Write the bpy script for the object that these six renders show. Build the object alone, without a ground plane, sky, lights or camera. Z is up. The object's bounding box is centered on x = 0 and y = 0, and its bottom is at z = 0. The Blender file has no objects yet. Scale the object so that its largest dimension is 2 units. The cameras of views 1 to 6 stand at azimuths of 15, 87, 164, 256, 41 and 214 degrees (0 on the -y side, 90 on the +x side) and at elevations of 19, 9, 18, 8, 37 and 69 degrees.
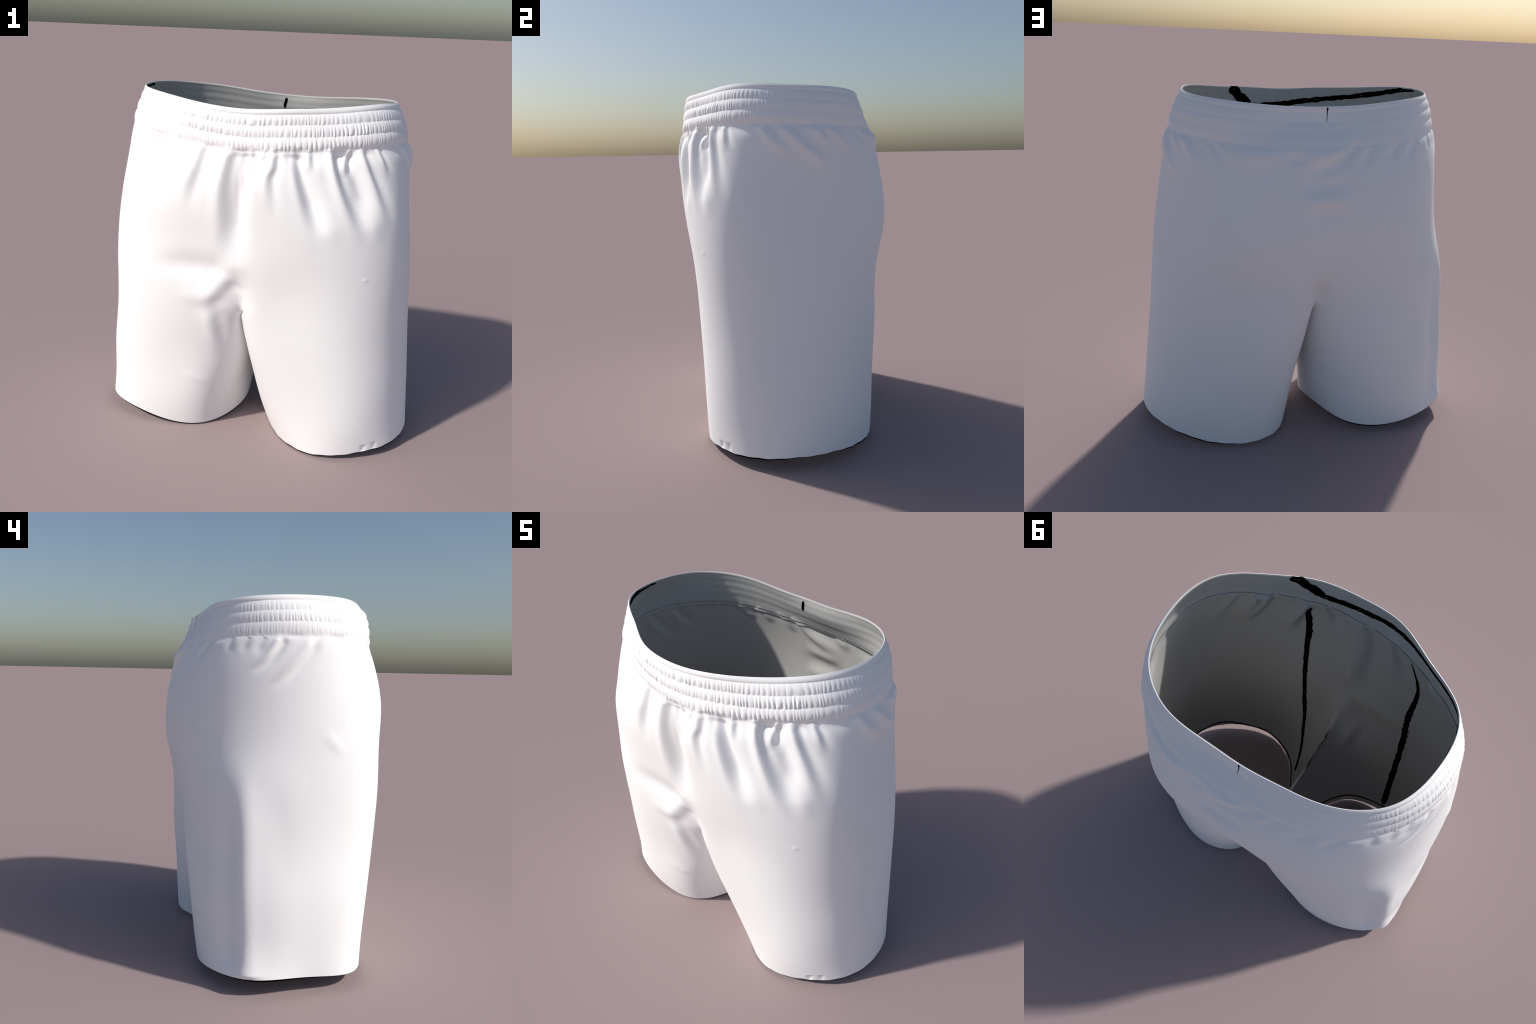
"""A pair of white elasticated sports shorts standing open, as if worn.

The cloth is one smooth subdivision surface raised over rings of section radii
(torso rings, a crotch strap, two rings-stacks for the legs); folds are ridges and
steps laid along spines on that surface; the elastic waistband is a finer sheet on
the same surface with stitched tunnels and gathers; a grey lining lies inside.
"""
import bpy, random, math
import numpy as np
from mathutils import Vector
from mathutils.bvhtree import BVHTree

rng = np.random.default_rng(11)

# ------------------------------------------------------------------ proportions
# Section radii of the torso at 16 directions (front, then round by +x), rim to crotch
TORSO_RADII = [
    [0.566, 0.586, 0.602, 0.717, 0.709, 0.701, 0.593, 0.452, 0.434, 0.450, 0.577, 0.703, 0.704, 0.741, 0.584, 0.598],
    [0.591, 0.594, 0.646, 0.758, 0.775, 0.747, 0.659, 0.452, 0.444, 0.505, 0.622, 0.732, 0.792, 0.759, 0.631, 0.618],
    [0.590, 0.622, 0.666, 0.784, 0.807, 0.744, 0.653, 0.589, 0.535, 0.560, 0.662, 0.746, 0.809, 0.805, 0.654, 0.603],
    [0.609, 0.662, 0.698, 0.815, 0.824, 0.787, 0.713, 0.607, 0.563, 0.615, 0.714, 0.791, 0.823, 0.820, 0.722, 0.630],
    [0.568, 0.657, 0.754, 0.881, 0.827, 0.780, 0.763, 0.644, 0.592, 0.658, 0.754, 0.803, 0.836, 0.871, 0.789, 0.632],
    [0.540, 0.620, 0.766, 0.907, 0.866, 0.818, 0.793, 0.658, 0.586, 0.651, 0.766, 0.825, 0.867, 0.914, 0.757, 0.587],
    [0.555, 0.540, 0.749, 0.918, 0.884, 0.867, 0.719, 0.575, 0.500, 0.596, 0.765, 0.922, 0.887, 0.928, 0.775, 0.576],
]
LEG_RADII_A = [
    [0.597, 0.498, 0.569, 0.635, 0.604, 0.608, 0.535, 0.576, 0.545, 0.362, 0.248, 0.380],
    [0.548, 0.485, 0.521, 0.535, 0.507, 0.504, 0.485, 0.522, 0.563, 0.442, 0.401, 0.482],
    [0.481, 0.488, 0.500, 0.506, 0.500, 0.481, 0.483, 0.516, 0.536, 0.443, 0.429, 0.439],
    [0.432, 0.487, 0.475, 0.512, 0.502, 0.484, 0.467, 0.507, 0.518, 0.434, 0.412, 0.390],
]
LEG_RADII_B = [
    [0.504, 0.515, 0.586, 0.643, 0.597, 0.661, 0.572, 0.578, 0.524, 0.361, 0.284, 0.378],
    [0.533, 0.468, 0.511, 0.569, 0.503, 0.587, 0.548, 0.556, 0.533, 0.430, 0.377, 0.423],
    [0.474, 0.449, 0.474, 0.535, 0.480, 0.555, 0.533, 0.534, 0.505, 0.437, 0.405, 0.389],
    [0.426, 0.408, 0.455, 0.555, 0.452, 0.602, 0.541, 0.507, 0.499, 0.403, 0.409, 0.393],
]
RIM_HEIGHT = [1.937, 1.956, 1.958, 1.989, 1.966, 1.963, 1.948, 1.933, 1.938, 1.944, 1.976, 1.993, 2.006, 1.997, 1.969, 1.958]
CROTCH_RING_HEIGHT = [0.944, 0.967, 0.987, 0.997, 0.992, 0.990, 0.986, 0.983, 0.997, 1.003, 1.011, 1.014, 1.006, 1.010, 1.005, 0.981]
HEM_HEIGHT_A = [0.005, 0.014, 0.047, 0.062, 0.078, 0.076, 0.041, 0.026, 0.022, 0.017, 0.005, 0.005]
HEM_HEIGHT_B = [0.005, 0.013, 0.062, 0.068, 0.088, 0.102, 0.079, 0.036, 0.048, 0.082, 0.060, 0.021]
CROTCH_STRAP = [(-0.006, -0.282, 0.784), (-0.006, -0.000, 0.720), (-0.001, 0.256, 0.783)]


TORSO_DROP = [0.0, 0.09, 0.20, 0.34, 0.54, 0.76, 1.0]    # rim -> crotch ring
LEG_DROP = [0.30, 0.58, 0.84, 1.0]                        # crotch ring -> hem
LEG_CENTRE_X = [0.30, 0.42, 0.45, 0.46]

# Folds: kind, height, half width, fade at start, fade at end, spine on the cloth.
# A ridge rises (or sinks) along its spine; a step is high on one side, low on the other.
FOLDS = [
    # front gathers
    ('step', 0.009, 0.026, 0.02, 0.7, [(-0.19, -0.56, 1.76), (-0.22, -0.57, 1.65), (-0.27, -0.57, 1.51), (-0.31, -0.56, 1.37)]),
    ('step', 0.014, 0.036, 0.02, 0.7, [(-0.03, -0.58, 1.76), (-0.06, -0.59, 1.64), (-0.08, -0.58, 1.47), (-0.07, -0.55, 1.14)]),
    ('step', 0.009, 0.017, 0.02, 0.6, [(0.07, -0.58, 1.76), (0.06, -0.60, 1.67), (0.03, -0.60, 1.55)]),
    ('step', 0.005, 0.011, 0.02, 0.6, [(0.13, -0.58, 1.76), (0.12, -0.59, 1.69)]),
    ('step', 0.010, 0.022, 0.02, 0.7, [(0.18, -0.57, 1.77), (0.18, -0.59, 1.68), (0.16, -0.60, 1.60), (0.19, -0.59, 1.40)]),
    ('step', 0.013, 0.027, 0.02, 0.7, [(0.27, -0.55, 1.78), (0.30, -0.57, 1.64), (0.35, -0.57, 1.49), (0.43, -0.54, 1.24)]),
    ('step', 0.008, 0.016, 0.02, 0.6, [(0.34, -0.52, 1.77), (0.36, -0.55, 1.64)]),
    ('step', 0.016, 0.028, 0.02, 0.6, [(0.44, -0.47, 1.78), (0.47, -0.49, 1.67), (0.54, -0.49, 1.51), (0.66, -0.45, 1.28)]),
    ('step', 0.010, 0.016, 0.02, 0.6, [(0.53, -0.43, 1.77), (0.52, -0.45, 1.69), (0.52, -0.47, 1.62)]),
    ('step', 0.012, 0.028, 0.02, 0.7, [(0.58, -0.39, 1.78), (0.62, -0.39, 1.68), (0.68, -0.38, 1.55), (0.76, -0.35, 1.33)]),
    ('step', 0.007, 0.016, 0.02, 0.6, [(0.65, -0.33, 1.78), (0.69, -0.32, 1.70), (0.72, -0.30, 1.63)]),
    ('step', -0.002, 0.009, 0.2, 0.3, [(0.00, -0.59, 1.73), (0.00, -0.59, 1.52), (-0.00, -0.56, 1.30), (-0.00, -0.55, 1.11)]),
    ('ridge', 0.004, 0.034, 0.5, 0.35, [(0.38, -0.54, 1.61), (0.44, -0.54, 1.45), (0.52, -0.52, 1.28)]),
    ('ridge', 0.005, 0.028, 0.5, 0.35, [(0.58, -0.44, 1.61), (0.65, -0.43, 1.45), (0.71, -0.41, 1.28)]),
    # thigh creases
    ('ridge', -0.018, 0.050, 0.6, 0.2, [(-0.58, -0.50, 1.07), (-0.31, -0.54, 1.09), (-0.16, -0.54, 1.09), (-0.03, -0.54, 1.10)]),
    ('ridge', 0.007, 0.034, 0.4, 0.3, [(-0.38, -0.53, 0.92), (-0.22, -0.53, 0.92), (-0.09, -0.53, 0.98)]),
    ('step', 0.007, 0.038, 0.2, 0.5, [(-0.03, -0.54, 1.06), (-0.09, -0.53, 0.98), (-0.17, -0.52, 0.88), (-0.22, -0.51, 0.81)]),
    ('step', 0.010, 0.035, 0.3, 0.6, [(-0.17, -0.52, 0.88), (-0.14, -0.48, 0.73), (-0.11, -0.39, 0.51)]),
    ('ridge', 0.003, 0.022, 0.4, 0.4, [(-0.35, -0.46, 0.42), (-0.26, -0.44, 0.36), (-0.18, -0.40, 0.35)]),
    ('ridge', 0.003, 0.007, 0.1, 0.1, [(0.66, -0.45, 1.12), (0.65, -0.45, 1.10)]),
    # side folds of the far leg
    ('ridge', 0.016, 0.044, 0.4, 0.02, [(-0.74, 0.32, 1.24), (-0.81, 0.31, 0.96), (-0.84, 0.31, 0.64), (-0.91, 0.31, 0.09)]),
    ('ridge', -0.013, 0.048, 0.4, 0.05, [(-0.70, 0.41, 1.11), (-0.76, 0.39, 0.70), (-0.82, 0.40, 0.12)]),
    ('ridge', -0.008, 0.064, 0.4, 0.6, [(-0.82, 0.20, 1.16), (-0.87, 0.16, 0.89), (-0.92, 0.13, 0.48)]),
    ('ridge', 0.004, 0.022, 0.4, 0.4, [(-0.84, -0.07, 1.33), (-0.84, -0.14, 1.27), (-0.84, -0.20, 1.20)]),
    # nicks in the near hem
    ('ridge', -0.006, 0.010, 0.1, 0.02, [(0.73, -0.38, 0.09), (0.73, -0.38, 0.05)]),
    ('ridge', -0.005, 0.009, 0.1, 0.02, [(0.78, -0.34, 0.10), (0.79, -0.34, 0.06)]),
    ('ridge', -0.006, 0.009, 0.1, 0.02, [(0.55, 0.46, 0.07), (0.54, 0.46, 0.04)]),
    # gathers of the far hip
    ('step', 0.009, 0.017, 0.15, 0.6, [(-0.76, 0.11, 1.80), (-0.75, 0.18, 1.69), (-0.71, 0.28, 1.61)]),
    ('step', 0.010, 0.020, 0.2, 0.6, [(-0.78, -0.06, 1.79), (-0.79, 0.01, 1.70), (-0.78, 0.12, 1.59), (-0.76, 0.19, 1.55)]),
    ('ridge', -0.006, 0.017, 0.02, 0.6, [(-0.62, 0.34, 1.79), (-0.61, 0.38, 1.71)]),
    ('ridge', -0.006, 0.017, 0.02, 0.6, [(-0.68, 0.27, 1.79), (-0.67, 0.32, 1.71)]),
    ('ridge', -0.006, 0.017, 0.02, 0.6, [(-0.72, 0.20, 1.79), (-0.71, 0.26, 1.70)]),
    # gathers of the near hip
    ('ridge', 0.014, 0.020, 0.15, 0.4, [(0.75, -0.16, 1.78), (0.79, -0.08, 1.68), (0.79, 0.02, 1.61)]),
    ('ridge', 0.020, 0.020, 0.15, 0.4, [(0.77, -0.06, 1.78), (0.78, 0.05, 1.67), (0.74, 0.22, 1.53)]),
    ('ridge', 0.015, 0.018, 0.15, 0.4, [(0.76, 0.09, 1.78), (0.73, 0.23, 1.64)]),
    ('ridge', 0.014, 0.018, 0.15, 0.4, [(0.73, 0.18, 1.77), (0.66, 0.34, 1.62)]),
    ('ridge', 0.010, 0.015, 0.15, 0.4, [(0.65, 0.30, 1.76), (0.58, 0.41, 1.66)]),
    ('ridge', 0.010, 0.014, 0.15, 0.4, [(0.58, 0.38, 1.76), (0.52, 0.45, 1.66)]),
    # seat folds
    ('ridge', -0.013, 0.018, 0.12, 0.5, [(0.66, 0.29, 1.78), (0.60, 0.38, 1.67)]),
    ('ridge', -0.014, 0.021, 0.12, 0.5, [(0.61, 0.34, 1.78), (0.54, 0.43, 1.67)]),
    ('ridge', 0.014, 0.031, 0.3, 0.3, [(0.55, 0.41, 1.70), (0.42, 0.49, 1.69), (0.26, 0.53, 1.71)]),
    ('ridge', -0.012, 0.026, 0.4, 0.4, [(0.24, 0.52, 1.73), (0.19, 0.54, 1.69), (0.13, 0.53, 1.72)]),
    ('ridge', -0.021, 0.028, 0.05, 0.5, [(-0.15, 0.50, 1.78), (-0.04, 0.55, 1.68), (0.10, 0.56, 1.62), (0.21, 0.56, 1.61)]),
    ('ridge', 0.009, 0.024, 0.3, 0.4, [(-0.09, 0.52, 1.75), (0.06, 0.55, 1.69), (0.21, 0.55, 1.65)]),
    ('ridge', 0.015, 0.035, 0.4, 0.4, [(0.21, 0.58, 1.47), (0.03, 0.58, 1.48), (-0.15, 0.59, 1.49)]),
    ('ridge', -0.012, 0.026, 0.4, 0.4, [(0.20, 0.57, 1.55), (0.03, 0.57, 1.55), (-0.11, 0.57, 1.57)]),
    ('ridge', -0.012, 0.026, 0.4, 0.4, [(0.16, 0.59, 1.42), (-0.01, 0.59, 1.41), (-0.11, 0.59, 1.43)]),
    ('ridge', -0.013, 0.020, 0.12, 0.5, [(-0.24, 0.49, 1.79), (-0.16, 0.56, 1.64)]),
    ('ridge', -0.013, 0.020, 0.12, 0.5, [(-0.40, 0.47, 1.78), (-0.30, 0.53, 1.67)]),
    ('ridge', -0.012, 0.018, 0.12, 0.5, [(-0.51, 0.42, 1.78), (-0.42, 0.50, 1.67)]),
    # broad hollows and swells between the front gathers
    ('ridge', -0.028, 0.040, 0.09, 0.45, [(-0.46, -0.46, 1.79), (-0.55, -0.455, 1.66), (-0.66, -0.45, 1.44)]),
    ('ridge', -0.029, 0.036, 0.09, 0.4, [(0.05, -0.58, 1.78), (0.02, -0.58, 1.60), (-0.01, -0.56, 1.38), (-0.03, -0.55, 1.10)]),
    ('ridge', -0.031, 0.036, 0.09, 0.4, [(0.23, -0.55, 1.79), (0.34, -0.56, 1.59), (0.45, -0.54, 1.33)]),
    ('ridge', -0.031, 0.034, 0.09, 0.4, [(0.46, -0.46, 1.79), (0.55, -0.43, 1.66), (0.66, -0.44, 1.37)]),
    ('ridge', 0.011, 0.032, 0.09, 0.6, [(-0.27, -0.54, 1.77), (-0.29, -0.56, 1.62), (-0.33, -0.56, 1.47)]),
    # creases running into the crotch, front and back
    ('ridge', -0.030, 0.050, 0.5, 0.4, [(-0.025, -0.55, 1.14), (-0.015, -0.53, 1.00), (-0.008, -0.46, 0.90), (-0.005, -0.40, 0.84)]),
    ('ridge', -0.025, 0.034, 0.5, 0.3, [(0.0, 0.54, 1.04), (0.0, 0.49, 0.93), (0.0, 0.42, 0.84)]),
]


CLOTH = 0.006          # thickness between outer cloth and lining
BAND_V = 2.0           # ring coordinate of the lower edge of the waistband
LEVELS = 5


# ------------------------------------------------------------------ control cage
def control_cage():
    nt, nl = 16, 12
    pts, chan = [], []
    ang = np.arange(nt) * 2 * np.pi / nt
    for r in range(7):
        for i in range(nt):
            z = RIM_HEIGHT[i] * (1 - TORSO_DROP[r]) + CROTCH_RING_HEIGHT[i] * TORSO_DROP[r]
            pts.append((math.sin(ang[i]) * TORSO_RADII[r][i], -math.cos(ang[i]) * TORSO_RADII[r][i], z))
            chan.append((math.sin(ang[i]), -math.cos(ang[i]), r))
    strap = []
    for p in CROTCH_STRAP:
        strap.append(len(pts)); pts.append(p); chan.append((0.0, p[1], 6.0))
    faces, tag = [], []
    for r in range(6):
        for i in range(nt):
            j = (i + 1) % nt
            faces.append((r * nt + i, (r + 1) * nt + i, (r + 1) * nt + j, r * nt + j)); tag.append(0)
    for side, radii, hem in ((1, LEG_RADII_A, HEM_HEIGHT_A), (-1, LEG_RADII_B, HEM_HEIGHT_B)):
        row = [6 * nt + (side * i) % nt for i in range(9)] + strap[::-1]
        top = [pts[k][2] for k in row]
        for r in range(4):
            new = []
            for k in range(nl):
                a = math.radians(-30 + 30 * k)
                x = side * (LEG_CENTRE_X[r] + math.sin(a) * radii[r][k])
                y = -math.cos(a) * radii[r][k]
                new.append(len(pts))
                pts.append((x, y, top[k] * (1 - LEG_DROP[r]) + hem[k] * LEG_DROP[r]))
                chan.append((side * math.sin(a), -math.cos(a), 7.0 + r))
            for k in range(nl):
                m = (k + 1) % nl
                q = (row[k], new[k], new[m], row[m])
                faces.append(q if side == 1 else q[::-1]); tag.append(side)
            row = new
    return np.hstack([np.array(pts), np.array(chan)]), np.array(faces), np.array(tag)


def catmull_clark(W, F):
    n, nf = len(W), len(F)
    E = np.sort(np.concatenate([F[:, [0, 1]], F[:, [1, 2]], F[:, [2, 3]], F[:, [3, 0]]]), 1)
    u, inv, cnt = np.unique(E[:, 0].astype(np.int64) * n + E[:, 1], return_inverse=True, return_counts=True)
    a, b, ne, rim = u // n, u % n, len(u), cnt == 1
    fp = W[F].mean(1)
    ef = np.zeros((ne, W.shape[1])); np.add.at(ef, inv, fp[np.tile(np.arange(nf), 4)])
    mid = (W[a] + W[b]) / 2
    ep = np.where(rim[:, None], mid, (W[a] + W[b] + ef) / 4)
    val = np.bincount(a, minlength=n) + np.bincount(b, minlength=n)
    fs, es, bs = np.zeros_like(W), np.zeros_like(W), np.zeros_like(W)
    fc = np.bincount(F.ravel(), minlength=n)
    for c in range(4):
        np.add.at(fs, F[:, c], fp)
    np.add.at(es, a, mid); np.add.at(es, b, mid)
    vp = (fs / fc[:, None] + 2 * es / val[:, None] + (val - 3)[:, None] * W) / val[:, None]
    onrim = np.zeros(n, bool); onrim[a[rim]] = True; onrim[b[rim]] = True
    np.add.at(bs, a[rim], W[b[rim]]); np.add.at(bs, b[rim], W[a[rim]])
    vp[onrim] = (bs[onrim] + 6 * W[onrim]) / 8
    e = inv.reshape(4, nf) + n
    f = np.arange(nf) + n + ne
    F2 = np.concatenate([np.stack([F[:, 0], e[0], f, e[3]], 1), np.stack([e[0], F[:, 1], e[1], f], 1),
                         np.stack([f, e[1], F[:, 2], e[2]], 1), np.stack([e[3], f, e[2], F[:, 3]], 1)])
    return np.concatenate([vp, ep, fp]), F2


def vertex_normals(P, F):
    fn = np.cross(P[F[:, 2]] - P[F[:, 0]], P[F[:, 3]] - P[F[:, 1]])
    N = np.zeros_like(P)
    for c in range(F.shape[1]):
        np.add.at(N, F[:, c], fn)
    return N / np.maximum(np.linalg.norm(N, axis=1), 1e-12)[:, None]


def smoothstep(x, a, b):
    t = np.clip((x - a) / (b - a), 0, 1)
    return t * t * (3 - 2 * t)


def fold_height(P, N, folds):
    """Sum of all fold profiles at points P with outward normals N."""
    h = np.zeros(len(P))
    for kind, amp, width, ta, tb, spine in folds:
        sp = np.array(spine)
        # rounded spine: resample through a Catmull-Rom curve
        q = np.vstack([2 * sp[0] - sp[1], sp, 2 * sp[-1] - sp[-2]])
        dense = []
        for i in range(1, len(q) - 2):
            for t in np.linspace(0, 1, 8, endpoint=False):
                p0, p1, p2, p3 = q[i - 1:i + 3]
                dense.append(0.5 * (2 * p1 + (p2 - p0) * t + (2 * p0 - 5 * p1 + 4 * p2 - p3) * t * t
                                    + (3 * p1 - p0 - 3 * p2 + p3) * t ** 3))
        dense = np.array(dense + [sp[-1]])
        near = np.where((np.abs(P - (dense.min(0) + dense.max(0)) / 2)
                         < (dense.max(0) - dense.min(0)) / 2 + 4 * width + 0.03).all(1))[0]
        if not len(near):
            continue
        X, best = P[near], np.full(len(near), 1e9)
        tau, side, flat = np.zeros(len(near)), np.zeros(len(near)), np.zeros(len(near))
        seg = np.linalg.norm(np.diff(dense, axis=0), axis=1)
        acc = np.concatenate([[0], np.cumsum(seg)])
        for k in range(len(seg)):
            d = (dense[k + 1] - dense[k]) / seg[k]
            t = (X - dense[k]) @ d
            tc = np.clip(t, 0, seg[k])
            rel = X - dense[k] - tc[:, None] * d
            dist = np.linalg.norm(rel, axis=1)
            m = dist < best
            best[m] = dist[m]
            tau[m] = ((acc[k] + tc) / acc[-1])[m]
            cr = np.cross(N[near], d)
            side[m] = (rel * cr).sum(1)[m]                     # signed distance across the spine
            off = rel - (rel * N[near]).sum(1)[:, None] * N[near]
            flat[m] = np.linalg.norm(off, axis=1)[m]           # distance measured within the cloth
        fade = smoothstep(tau, 0, max(ta, 1e-3)) * (1 - smoothstep(tau, 1 - tb, 1))
        # gathers start narrow at the band and spread as they fade
        w = width * (0.6 + 0.8 * tau) if ta < 0.1 else width
        if kind == 'ridge':
            g = np.exp(-0.5 * (flat / w) ** 2)
        else:
            g = -(side / w) * np.exp(0.5 - 0.5 * (flat / w) ** 2)
        h[near] += amp * fade * g
    return h


# ------------------------------------------------------------------ materials
def cloth_material(name, colour, rough=0.85, grain=0.012, spec=0.2):
    m = bpy.data.materials.new(name); m.use_nodes = True
    nt = m.node_tree; bs = nt.nodes['Principled BSDF']
    bs.inputs['Roughness'].default_value = rough
    bs.inputs['Specular IOR Level'].default_value = spec
    tc = nt.nodes.new('ShaderNodeTexCoord')
    no = nt.nodes.new('ShaderNodeTexNoise'); no.inputs['Scale'].default_value = 60; no.inputs['Detail'].default_value = 3
    nt.links.new(tc.outputs['Object'], no.inputs['Vector'])
    ramp = nt.nodes.new('ShaderNodeValToRGB')
    lo = [max(0, c - grain) for c in colour]; hi = [c + grain for c in colour]
    ramp.color_ramp.elements[0].position = 0.3; ramp.color_ramp.elements[0].color = (*lo, 1)
    ramp.color_ramp.elements[1].position = 0.7; ramp.color_ramp.elements[1].color = (*hi, 1)
    nt.links.new(no.outputs['Fac'], ramp.inputs['Fac'])
    nt.links.new(ramp.outputs['Color'], bs.inputs['Base Color'])
    return m


WHITE = cloth_material('white_cloth', (0.97, 0.97, 0.97), grain=0.004)
GREY = cloth_material('grey_lining', (0.48, 0.48, 0.47), grain=0.006)
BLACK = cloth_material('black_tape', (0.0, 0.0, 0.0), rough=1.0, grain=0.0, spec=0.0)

root = bpy.data.objects.new('shorts', None)
bpy.context.scene.collection.objects.link(root)
root['label'] = 'white elasticated sports shorts with gathered waistband and grey lining'
root['category'] = 'shorts'


def add_mesh(name, P, F, mat, normals=None, parent=root, kind=None):
    used, inv = np.unique(np.concatenate([np.asarray(f) for f in F]) if isinstance(F, list) else F.ravel(),
                          return_inverse=True)
    if isinstance(F, list):
        remap = {int(u): i for i, u in enumerate(used)}
        faces = [tuple(remap[int(k)] for k in f) for f in F]
    else:
        faces = inv.reshape(F.shape).tolist()
    me = bpy.data.meshes.new(name)
    me.from_pydata(P[used].tolist(), [], faces)
    me.polygons.foreach_set('use_smooth', [True] * len(me.polygons))
    me.materials.append(mat)
    me.update()
    if normals is not None:
        me.normals_split_custom_set_from_vertices(normals[used].tolist())
    ob = bpy.data.objects.new(name, me)
    bpy.context.scene.collection.objects.link(ob)
    ob.parent = parent
    if kind:
        ob['kind'] = kind
    return ob


def boundary_loops(F):
    """Ordered open edges of a quad mesh, one vertex list per loop."""
    E = np.concatenate([F[:, [0, 1]], F[:, [1, 2]], F[:, [2, 3]], F[:, [3, 0]]])
    Es = np.sort(E, 1)
    _, idx, cnt = np.unique(Es[:, 0].astype(np.int64) * (F.max() + 1) + Es[:, 1], return_index=True, return_counts=True)
    nxt = {int(a): int(b) for a, b in E[idx[cnt == 1]]}
    loops = []
    while nxt:
        start = next(iter(nxt)); loop = [start]; k = nxt.pop(start)
        while k != start:
            loop.append(k); k = nxt.pop(k)
        loops.append(loop)
    return loops


# ------------------------------------------------------------------ body cloth
W, F, tag = control_cage()
column = np.concatenate([np.tile(np.arange(16), 6), np.full(len(F) - 96, -1)])
for _ in range(LEVELS):
    W, F = catmull_clark(W, F)
    tag = np.tile(tag, 4)
base, V = W[:, :3].copy(), W[:, 5]
baseN = vertex_normals(base, F)
theta = np.arctan2(base[:, 0], -base[:, 1])

# only the cloth below the band (its top edge is tucked under the band)
keep = V[F].mean(1) > BAND_V - 0.08
F, tag = F[keep], tag[keep]

def band_share(v):
    """How much of a fold shows: it dies out inside the lower edge of the band."""
    return 0.4 * smoothstep(v, BAND_V - 0.35, BAND_V) + 0.6 * smoothstep(v, BAND_V, BAND_V + 0.22)


def band_tuck(a, v):
    """How far the cloth is drawn in about the lower edge of the band, at angle a and ring coordinate v:
    an uneven crease in front (faint behind) and a broader pull on the near hip."""
    back = smoothstep(np.abs(a), 1.5, 2.1)
    d = np.clip(0.5 + 0.3 * np.sin(23 * a + 1.3) + 0.25 * np.sin(41 * a + 0.4), 0.1, 1)
    crease = 0.0055 * (d * (1 - back) + 0.3 * back) * np.exp(-((v - BAND_V) / 0.10) ** 2)
    hip = smoothstep(a, 0.2, 0.7) * (1 - smoothstep(a, 1.4, 1.8))
    pull = (0.003 * (1 - back) + 0.008 * hip) * np.exp(-((v - BAND_V - 0.10) / 0.30) ** 2)
    return crease + pull


h = fold_height(base, baseN, FOLDS) * band_share(V)
torso = V < 6
behind = smoothstep(np.abs(theta), 1.5, 2.1)          # 0 in front, 1 at the back
h -= np.where(torso, band_tuck(theta, V) + 0.010 * (1 - smoothstep(V, BAND_V - 0.07, BAND_V - 0.01)), 0)
h += np.where(torso, 0.004 * behind * np.exp(-((V - BAND_V - 0.25) / 0.2) ** 2), 0)
body = base + baseN * h[:, None]
ripple = np.where(base[:, 0] > 0, 0.0013 * np.sin(13 * np.arctan2(base[:, 0] - 0.46, base[:, 1])) +
                  0.0012 * np.sin(29 * np.arctan2(base[:, 0] - 0.46, base[:, 1]) + 1), 0.0)
body[:, 2] += ripple * smoothstep(V, 9.75, 10.0)
bodyN = vertex_normals(body, F)
lining = body - baseN * CLOTH
liningN = -bodyN

# hem: the cloth rolls under and meets the lining
n0 = len(body)
roll_P, roll_N, roll_F, roll_tag = [], [], [], []
hem_loops = []
for loop in boundary_loops(F):
    if body[loop, 2].mean() > 1.0:
        continue
    L = np.array(loop); hem_loops.append(L)
    side = 1 if body[L, 0].mean() > 0 else -1
    inn, out = lining[L], body[L]
    mid = (inn + out) / 2 - np.array([0, 0, CLOTH * 0.45])
    start = n0 + len(roll_P) * len(L) if False else n0 + sum(len(p) for p in roll_P)
    roll_P += [mid, inn]
    roll_N += [np.tile([0, 0, -1.0], (len(L), 1)), -bodyN[L] * 0.6 + np.array([0, 0, -0.8])]
    m = len(L); k = np.arange(m); k2 = (k + 1) % m
    A, B, C = L, start + k, start + m + k
    roll_F += [np.stack([A[k], B[k], B[k2], A[k2]], 1)[:, ::-1], np.stack([B[k], C[k], C[k2], B[k2]], 1)[:, ::-1]]
    roll_tag += [np.full(2 * m, side)]
P_out = np.vstack([body] + roll_P)
N_out = np.vstack([bodyN] + roll_N)
F_out = np.vstack([F] + roll_F)
tag_out = np.concatenate([tag] + roll_tag)
# one orientation test for the rolls: faces follow the cloth they continue
N_out = N_out / np.linalg.norm(N_out, axis=1)[:, None]

hip = add_mesh('hip_section', P_out, F_out[tag_out == 0], WHITE, N_out)
leg_a = add_mesh('trouser_leg', P_out, F_out[tag_out == 1], WHITE, N_out)
leg_b = add_mesh('trouser_leg', P_out, F_out[tag_out == -1], WHITE, N_out)
lining_ob = add_mesh('lining', lining, F[:, ::-1], GREY, liningN)


# ------------------------------------------------------------------ waistband
def bspline(t):
    return np.stack([(1 - t) ** 3, 3 * t ** 3 - 6 * t ** 2 + 4, -3 * t ** 3 + 3 * t ** 2 + 3 * t + 1, t ** 3], -1) / 6


cage0 = control_cage()[0][:112, :3].reshape(7, 16, 3)
cage0 = np.concatenate([2 * cage0[:1] - cage0[1:2], cage0])


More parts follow.
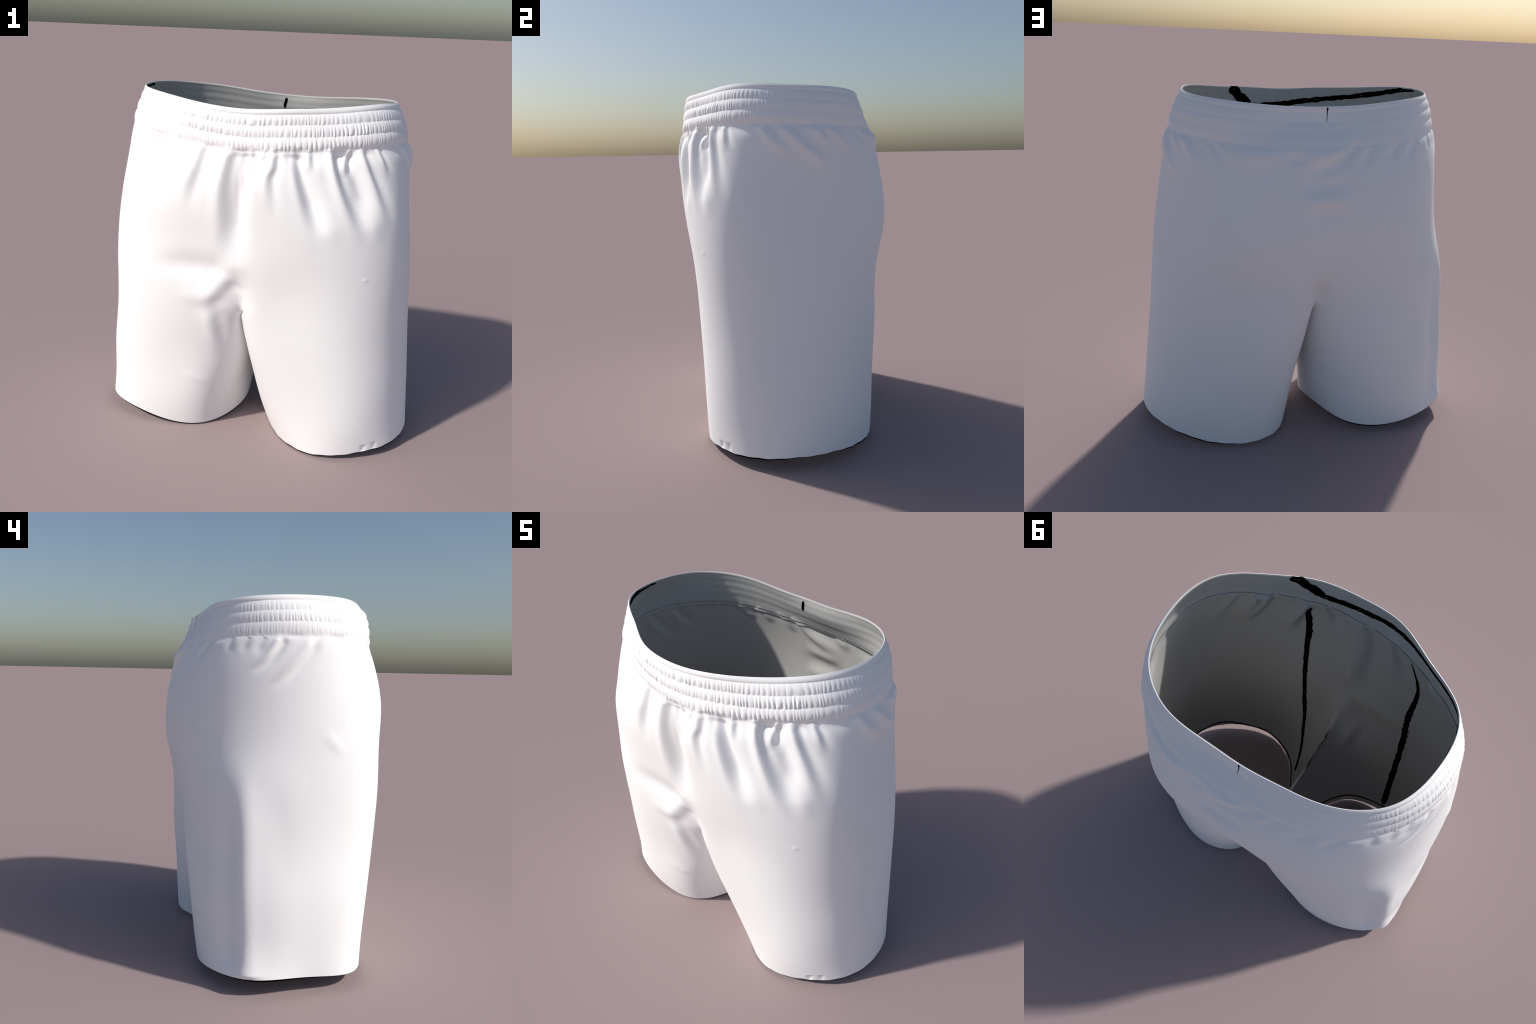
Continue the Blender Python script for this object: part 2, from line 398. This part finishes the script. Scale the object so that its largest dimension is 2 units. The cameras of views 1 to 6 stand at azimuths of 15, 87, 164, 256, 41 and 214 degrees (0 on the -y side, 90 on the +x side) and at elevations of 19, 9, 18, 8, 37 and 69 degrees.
def torso_sheet(u, v):
    """Same smooth surface as the body, sampled freely: u in 0..16 round, v in ring units."""
    iu, iv = np.floor(u).astype(int), np.clip(np.floor(v).astype(int), 0, 4)
    bu, bv = bspline(u - iu), bspline(v - iv)
    out = np.zeros((len(v), len(u), 3))
    for a in range(4):
        for b in range(4):
            out += bv[:, None, a, None] * bu[None, :, b, None] * cage0[np.ix_((iv + a), (iu - 1 + b) % 16)]
    return out


def grid_faces(nv, nu):
    i = np.arange(nv - 1)[:, None] * nu + np.arange(nu)[None]
    j = np.arange(nv - 1)[:, None] * nu + (np.arange(nu)[None] + 1) % nu
    return np.stack([i, i + nu, j + nu, j], -1).reshape(-1, 4)


NU = 1800
uu = np.arange(NU) * 16.0 / NU
vv = np.linspace(0, BAND_V, 84)
sheet = torso_sheet(uu, vv)
bandF = grid_faces(len(vv), NU)
sheetN = vertex_normals(sheet.reshape(-1, 3), bandF).reshape(sheet.shape)
ang = np.arctan2(sheet[0, :, 0], -sheet[0, :, 1])
girth = np.linalg.norm(np.diff(np.vstack([sheet[40], sheet[40][:1]]), axis=0), axis=1)
arc = np.concatenate([[0], np.cumsum(girth)])[:-1]
total = girth.sum()
s = vv / BAND_V

# strength of the gathers: strong in front, weaker at the sides, almost none behind
aa = np.abs(ang)
gather = 1.0 - 0.55 * smoothstep(aa, 1.15, 1.5) - 0.38 * smoothstep(aa, 1.9, 2.3)

TUNNELS = [(0.12, 0.41), (0.41, 0.69), (0.69, 0.99)]
hb = np.full((len(vv), NU), -0.002)
hb += (0.006 * np.sqrt(np.clip(1 - ((s - 0.055) / 0.075) ** 2, 0, 1)))[:, None]       # rolled top edge
for s0, s1 in TUNNELS:
    w = (s - s0) / (s1 - s0)
    inside = (w >= 0) & (w <= 1)
    w = np.clip(w, 0, 1)
    puff = np.sin(np.pi * w ** 0.9) ** 1.0 * inside
    hb += 0.0055 * puff[:, None] * (0.45 + 0.55 * gather)[None]
    # gathers: puffs of uneven width between stitches
    cuts = [0.0]
    while cuts[-1] < total:
        cuts.append(cuts[-1] + max(0.011, rng.normal(0.021, 0.008)) * (1.9 if rng.random() < 0.05 else 1))
    cuts = np.array(cuts) * total / cuts[-1]
    k = np.clip(np.searchsorted(cuts, arc, side='right') - 1, 0, len(cuts) - 2)
    x = (arc - cuts[k]) / (cuts[k + 1] - cuts[k])
    slow = 0.7 + 0.3 * np.sin(arc * rng.uniform(5, 9) + rng.uniform(0, 6))
    depth = 0.0085 * (0.3 + 1.0 * rng.random(len(cuts)))[k] * gather * slow
    lean = 0.5 * (rng.random(len(cuts))[k] - 0.5) * 1.4
    pinch = (0.35 + 0.75 * smoothstep(w, 0.25, 0.85)) * smoothstep(w, 0.0, 0.1) * (1 - smoothstep(w, 0.93, 1.0)) * inside
    xx = (x[None] + lean[None] * (w[:, None] - 0.5)) % 1.0
    hb += pinch[:, None] * depth[None] * (np.clip(np.sin(np.pi * xx), 0, 1) ** 0.75 - 0.65)
blend = smoothstep(s, 0.90, 1.0)[:, None]                       # lower edge runs into the body cloth
hb = hb * (1 - blend) - band_tuck(ang[None], vv[:, None])
low = vv > BAND_V - 0.4
hb[low] += (fold_height(sheet[low].reshape(-1, 3), sheetN[low].reshape(-1, 3), FOLDS).reshape(-1, NU)
            * band_share(vv[low])[:, None])
outer = sheet + sheetN * hb[..., None]
# over the rim and a little way down the inside
ROLL = 0.006
over = []
for a in np.linspace(0.12, 0.5, 5):
    c, t = math.cos(math.pi * a), math.sin(math.pi * a)
    over.append(outer[0] + sheetN[0] * (ROLL / 2) * (c - 1) + np.array([0, 0, 1.0]) * ROLL * 0.5 * t)
band_rows = np.array(over[::-1] + list(outer))
band = add_mesh('waistband', band_rows.reshape(-1, 3), grid_faces(len(band_rows), NU), WHITE)

# facing: the grey inside of the band, only faintly rippled, with a free lower lip
fv = np.linspace(0.03, BAND_V + 0.10, 70)
fu = np.arange(900) * 16.0 / 900
fs_ = torso_sheet(fu, fv)
fN = vertex_normals(fs_.reshape(-1, 3), grid_faces(len(fv), 900)).reshape(fs_.shape)
wave = 0.0006 * np.sin(fv / BAND_V * 2 * np.pi * 4.2)[:, None] * np.ones(900)[None]
off = 0.0065 + 0.006 * smoothstep(fv, 0.1, 1.2)
flow = np.minimum(fold_height(fs_.reshape(-1, 3), fN.reshape(-1, 3), FOLDS).reshape(len(fv), 900), 0)
fang = np.arctan2(fs_[0, :, 0], -fs_[0, :, 1])
depth_in = off[:, None] - wave + band_tuck(fang[None], fv[:, None]) - flow * band_share(fv)[:, None]
face_in = fs_ - fN * depth_in[..., None]
lip = [face_in[-1] - np.array([0, 0, 0.002]) + fN[-1] * 0.002, face_in[-1] + fN[-1] * 0.005 + np.array([0, 0, 0.004])]
crest = [over[-1][::2], over[-1][::2] - fN[0] * 0.003 - np.array([0, 0, 0.002])]      # meets the white rim at its crest
face_rows = np.array(crest + list(face_in) + lip)
facing = add_mesh('waistband_facing', face_rows.reshape(-1, 3), grid_faces(len(face_rows), 900)[:, ::-1], GREY)


# ------------------------------------------------------------------ black tapes
def tree_of(*obs):
    vs, fs = [], []
    for ob in obs:
        o = len(vs)
        vs += [v.co.copy() for v in ob.data.vertices]
        fs += [[o + k for k in p.vertices] for p in ob.data.polygons]
    return BVHTree.FromPolygons(vs, fs)


def resample(points, step):
    p = np.array(points, float)
    q = np.vstack([2 * p[0] - p[1], p, 2 * p[-1] - p[-2]])
    out = []
    for i in range(1, len(q) - 2):
        n = max(2, int(np.linalg.norm(q[i + 1] - q[i]) / step))
        for t in np.linspace(0, 1, n, endpoint=False):
            p0, p1, p2, p3 = q[i - 1:i + 3]
            out.append(0.5 * (2 * p1 + (p2 - p0) * t + (2 * p0 - 5 * p1 + 4 * p2 - p3) * t * t
                              + (3 * p1 - p0 - 3 * p2 + p3) * t ** 3))
    return np.array(out + [p[-1]])


def tape(name, tree, spine, width, toward, step=0.006, ragged=0.10, lift=0.0022, ends=(1, 1)):
    """A dark tape stitched onto a surface: follows it, uneven edges, 1.5 mm thick."""
    c = resample(spine, step)
    n = len(c)
    snapped = []
    for p in c:
        loc, nor, _, _ = tree.find_nearest(Vector(p))
        nor = np.array(nor)
        aim = (np.array(toward) - np.array(loc)) * np.array([1, 1, 0.05])
        if nor @ aim < 0:
            nor = -nor
        snapped.append((np.array(loc), nor))
    pos = np.array([a for a, _ in snapped]); nor = np.array([b for _, b in snapped])
    tan = np.gradient(pos, axis=0); tan /= np.maximum(np.linalg.norm(tan, axis=1), 1e-9)[:, None]
    acr = np.cross(nor, tan)
    t = np.linspace(0, 1, n)
    soft = np.hanning(9) / 1.6
    wob = np.convolve(rng.normal(0, 1, n + 16), soft, 'same')[8:-8]
    wob2 = np.convolve(rng.normal(0, 1, n + 16), soft, 'same')[8:-8]
    taper = np.minimum(1, np.minimum(t * n / 3 + (0.15 if ends[0] else 1), (1 - t) * n / 3 + (0.15 if ends[1] else 1)))
    wid = np.interp(t, np.linspace(0, 1, len(width)), width) if isinstance(width, (list, tuple)) else np.full(n, width)
    wl = wid / 2 * taper * np.clip(1 + ragged * wob, 0.35, 2)
    wr = wid / 2 * taper * np.clip(1 + ragged * wob2, 0.35, 2)
    rows = []
    for k in range(n):
        line = []
        for f in (-1, -0.5, 0, 0.5, 1):
            q = pos[k] + acr[k] * (wl[k] if f < 0 else wr[k]) * f
            loc, nn, _, _ = tree.find_nearest(Vector(q))
            nn = np.array(nn)
            if nn @ nor[k] < 0:
                nn = -nn
            line.append(np.array(loc) + nn * lift)
        a, b = line[0] - nor[k] * lift * 1.2, line[-1] - nor[k] * lift * 1.2
        rows.append([a] + line + [b])
    rows = np.array(rows)
    i = np.arange(n - 1)[:, None] * 7 + np.arange(6)[None]
    Fq = np.stack([i, i + 7, i + 8, i + 1], -1).reshape(-1, 4)
    return add_mesh(name, rows.reshape(-1, 3), Fq, BLACK)


inside = tree_of(lining_ob, facing)
face_tree = tree_of(facing)
line_tree = tree_of(lining_ob)
CENTRE = (0.0, 0.0, 1.6)
strip = [
    tape('seam_tape', face_tree, [(0.34, -0.475, 1.965), (0.316, -0.488, 1.945), (0.26, -0.523, 1.89), (0.20, -0.55, 1.835)], 0.062,
         CENTRE, ends=(0, 1)),
    tape('seam_tape', face_tree, [(0.225, -0.547, 1.832), (0.134, -0.568, 1.836), (0.0, -0.578, 1.845), (-0.13, -0.57, 1.866),
                                  (-0.26, -0.535, 1.885), (-0.41, -0.455, 1.912), (-0.53, -0.375, 1.938), (-0.62, -0.30, 1.958),
                                  (-0.68, -0.17, 1.982), (-0.695, -0.03, 1.99)],
         [0.045, 0.038, 0.032, 0.03, 0.032, 0.028, 0.012], CENTRE),
    tape('seam_tape', line_tree, [(0.298, -0.567, 1.66), (0.296, -0.57, 1.60), (0.285, -0.581, 1.449), (0.278, -0.56, 1.214),
                                  (0.246, -0.515, 0.84), (0.213, -0.478, 0.466), (0.176, -0.406, 0.261), (0.143, -0.301, 0.07)],
         [0.032, 0.037, 0.03, 0.029, 0.027, 0.026, 0.025, 0.024], (0.35, 0, 0.7)),
    tape('seam_tape', line_tree, [(-0.325, -0.545, 1.70), (-0.343, -0.543, 1.625), (-0.397, -0.55, 1.463), (-0.407, -0.536, 1.185),
                                  (-0.433, -0.522, 0.879), (-0.467, -0.471, 0.423), (-0.491, -0.426, 0.10)],
         [0.008, 0.022, 0.037, 0.038, 0.038, 0.040, 0.036], (-0.4, 0, 0.7)),
]
tape('cord_slot', face_tree, [(-0.013, 0.43, 1.922), (-0.027, 0.455, 1.862)], 0.017, CENTRE, ragged=0.05, step=0.004)
# pale stitches here and there along the tapes
sv, sf = [], []
for ob in strip:
    co = [v.co for v in ob.data.vertices]
    rows_n = len(co) // 7
    k = 6
    while k < rows_n - 6:
        c = np.array(co[k * 7 + 3]); t = np.array(co[(k + 1) * 7 + 3]) - np.array(co[(k - 1) * 7 + 3])
        t /= np.linalg.norm(t)
        e1 = np.array(co[k * 7 + 4]) - np.array(co[k * 7 + 2]); e1 /= np.linalg.norm(e1)
        nrm = np.cross(t, e1)
        ln, wd = rng.uniform(0.003, 0.006), rng.uniform(0.001, 0.002)
        o = len(sv)
        for a in range(8):
            for lift in (-0.0015, 0.0015):
                sv.append(c + t * ln * math.cos(a * math.pi / 4) + e1 * wd * math.sin(a * math.pi / 4) + nrm * lift)
        for a in range(8):
            b = (a + 1) % 8
            sf.append((o + 2 * a, o + 2 * b, o + 2 * b + 1, o + 2 * a + 1))
        sf.append(tuple(o + 2 * a for a in range(8))); sf.append(tuple(o + 2 * a + 1 for a in range(7, -1, -1)))
        k += int(rng.integers(14, 50))
add_mesh('stitch', np.array(sv), sf, GREY, kind='stuff')
band_tree = tree_of(band)
tape('rim_slit', band_tree, [(0.010, 0.42, 1.948), (0.011, 0.43, 1.925), (0.013, 0.445, 1.905), (0.016, 0.46, 1.872)],
     [0.012, 0.006, 0.0025, 0.002], (0, 3, 1.9), ragged=0.1, lift=0.0012, step=0.004)
# dark stitching along the hem: even on one leg, wavering on the other
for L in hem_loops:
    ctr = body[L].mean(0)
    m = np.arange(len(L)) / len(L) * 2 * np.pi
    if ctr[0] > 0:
        up = 0.022 + 0.010 * np.sin(5 * m + 1) + 0.008 * np.sin(9 * m + 2.2)
        wide = list(0.014 + 0.008 * np.sin(7 * m[::24] + 0.5))
    else:
        up, wide = np.full(len(L), 0.055), 0.011
    ring = [tuple(p + np.array([0, 0, u])) for p, u in zip(lining[L][::6], up[::6])]
    ring.append(ring[0])
    tape('hem_stitching', line_tree, ring, wide, tuple(ctr + np.array([0, 0, 0.1])), step=0.01, ragged=0.15, ends=(0, 0))
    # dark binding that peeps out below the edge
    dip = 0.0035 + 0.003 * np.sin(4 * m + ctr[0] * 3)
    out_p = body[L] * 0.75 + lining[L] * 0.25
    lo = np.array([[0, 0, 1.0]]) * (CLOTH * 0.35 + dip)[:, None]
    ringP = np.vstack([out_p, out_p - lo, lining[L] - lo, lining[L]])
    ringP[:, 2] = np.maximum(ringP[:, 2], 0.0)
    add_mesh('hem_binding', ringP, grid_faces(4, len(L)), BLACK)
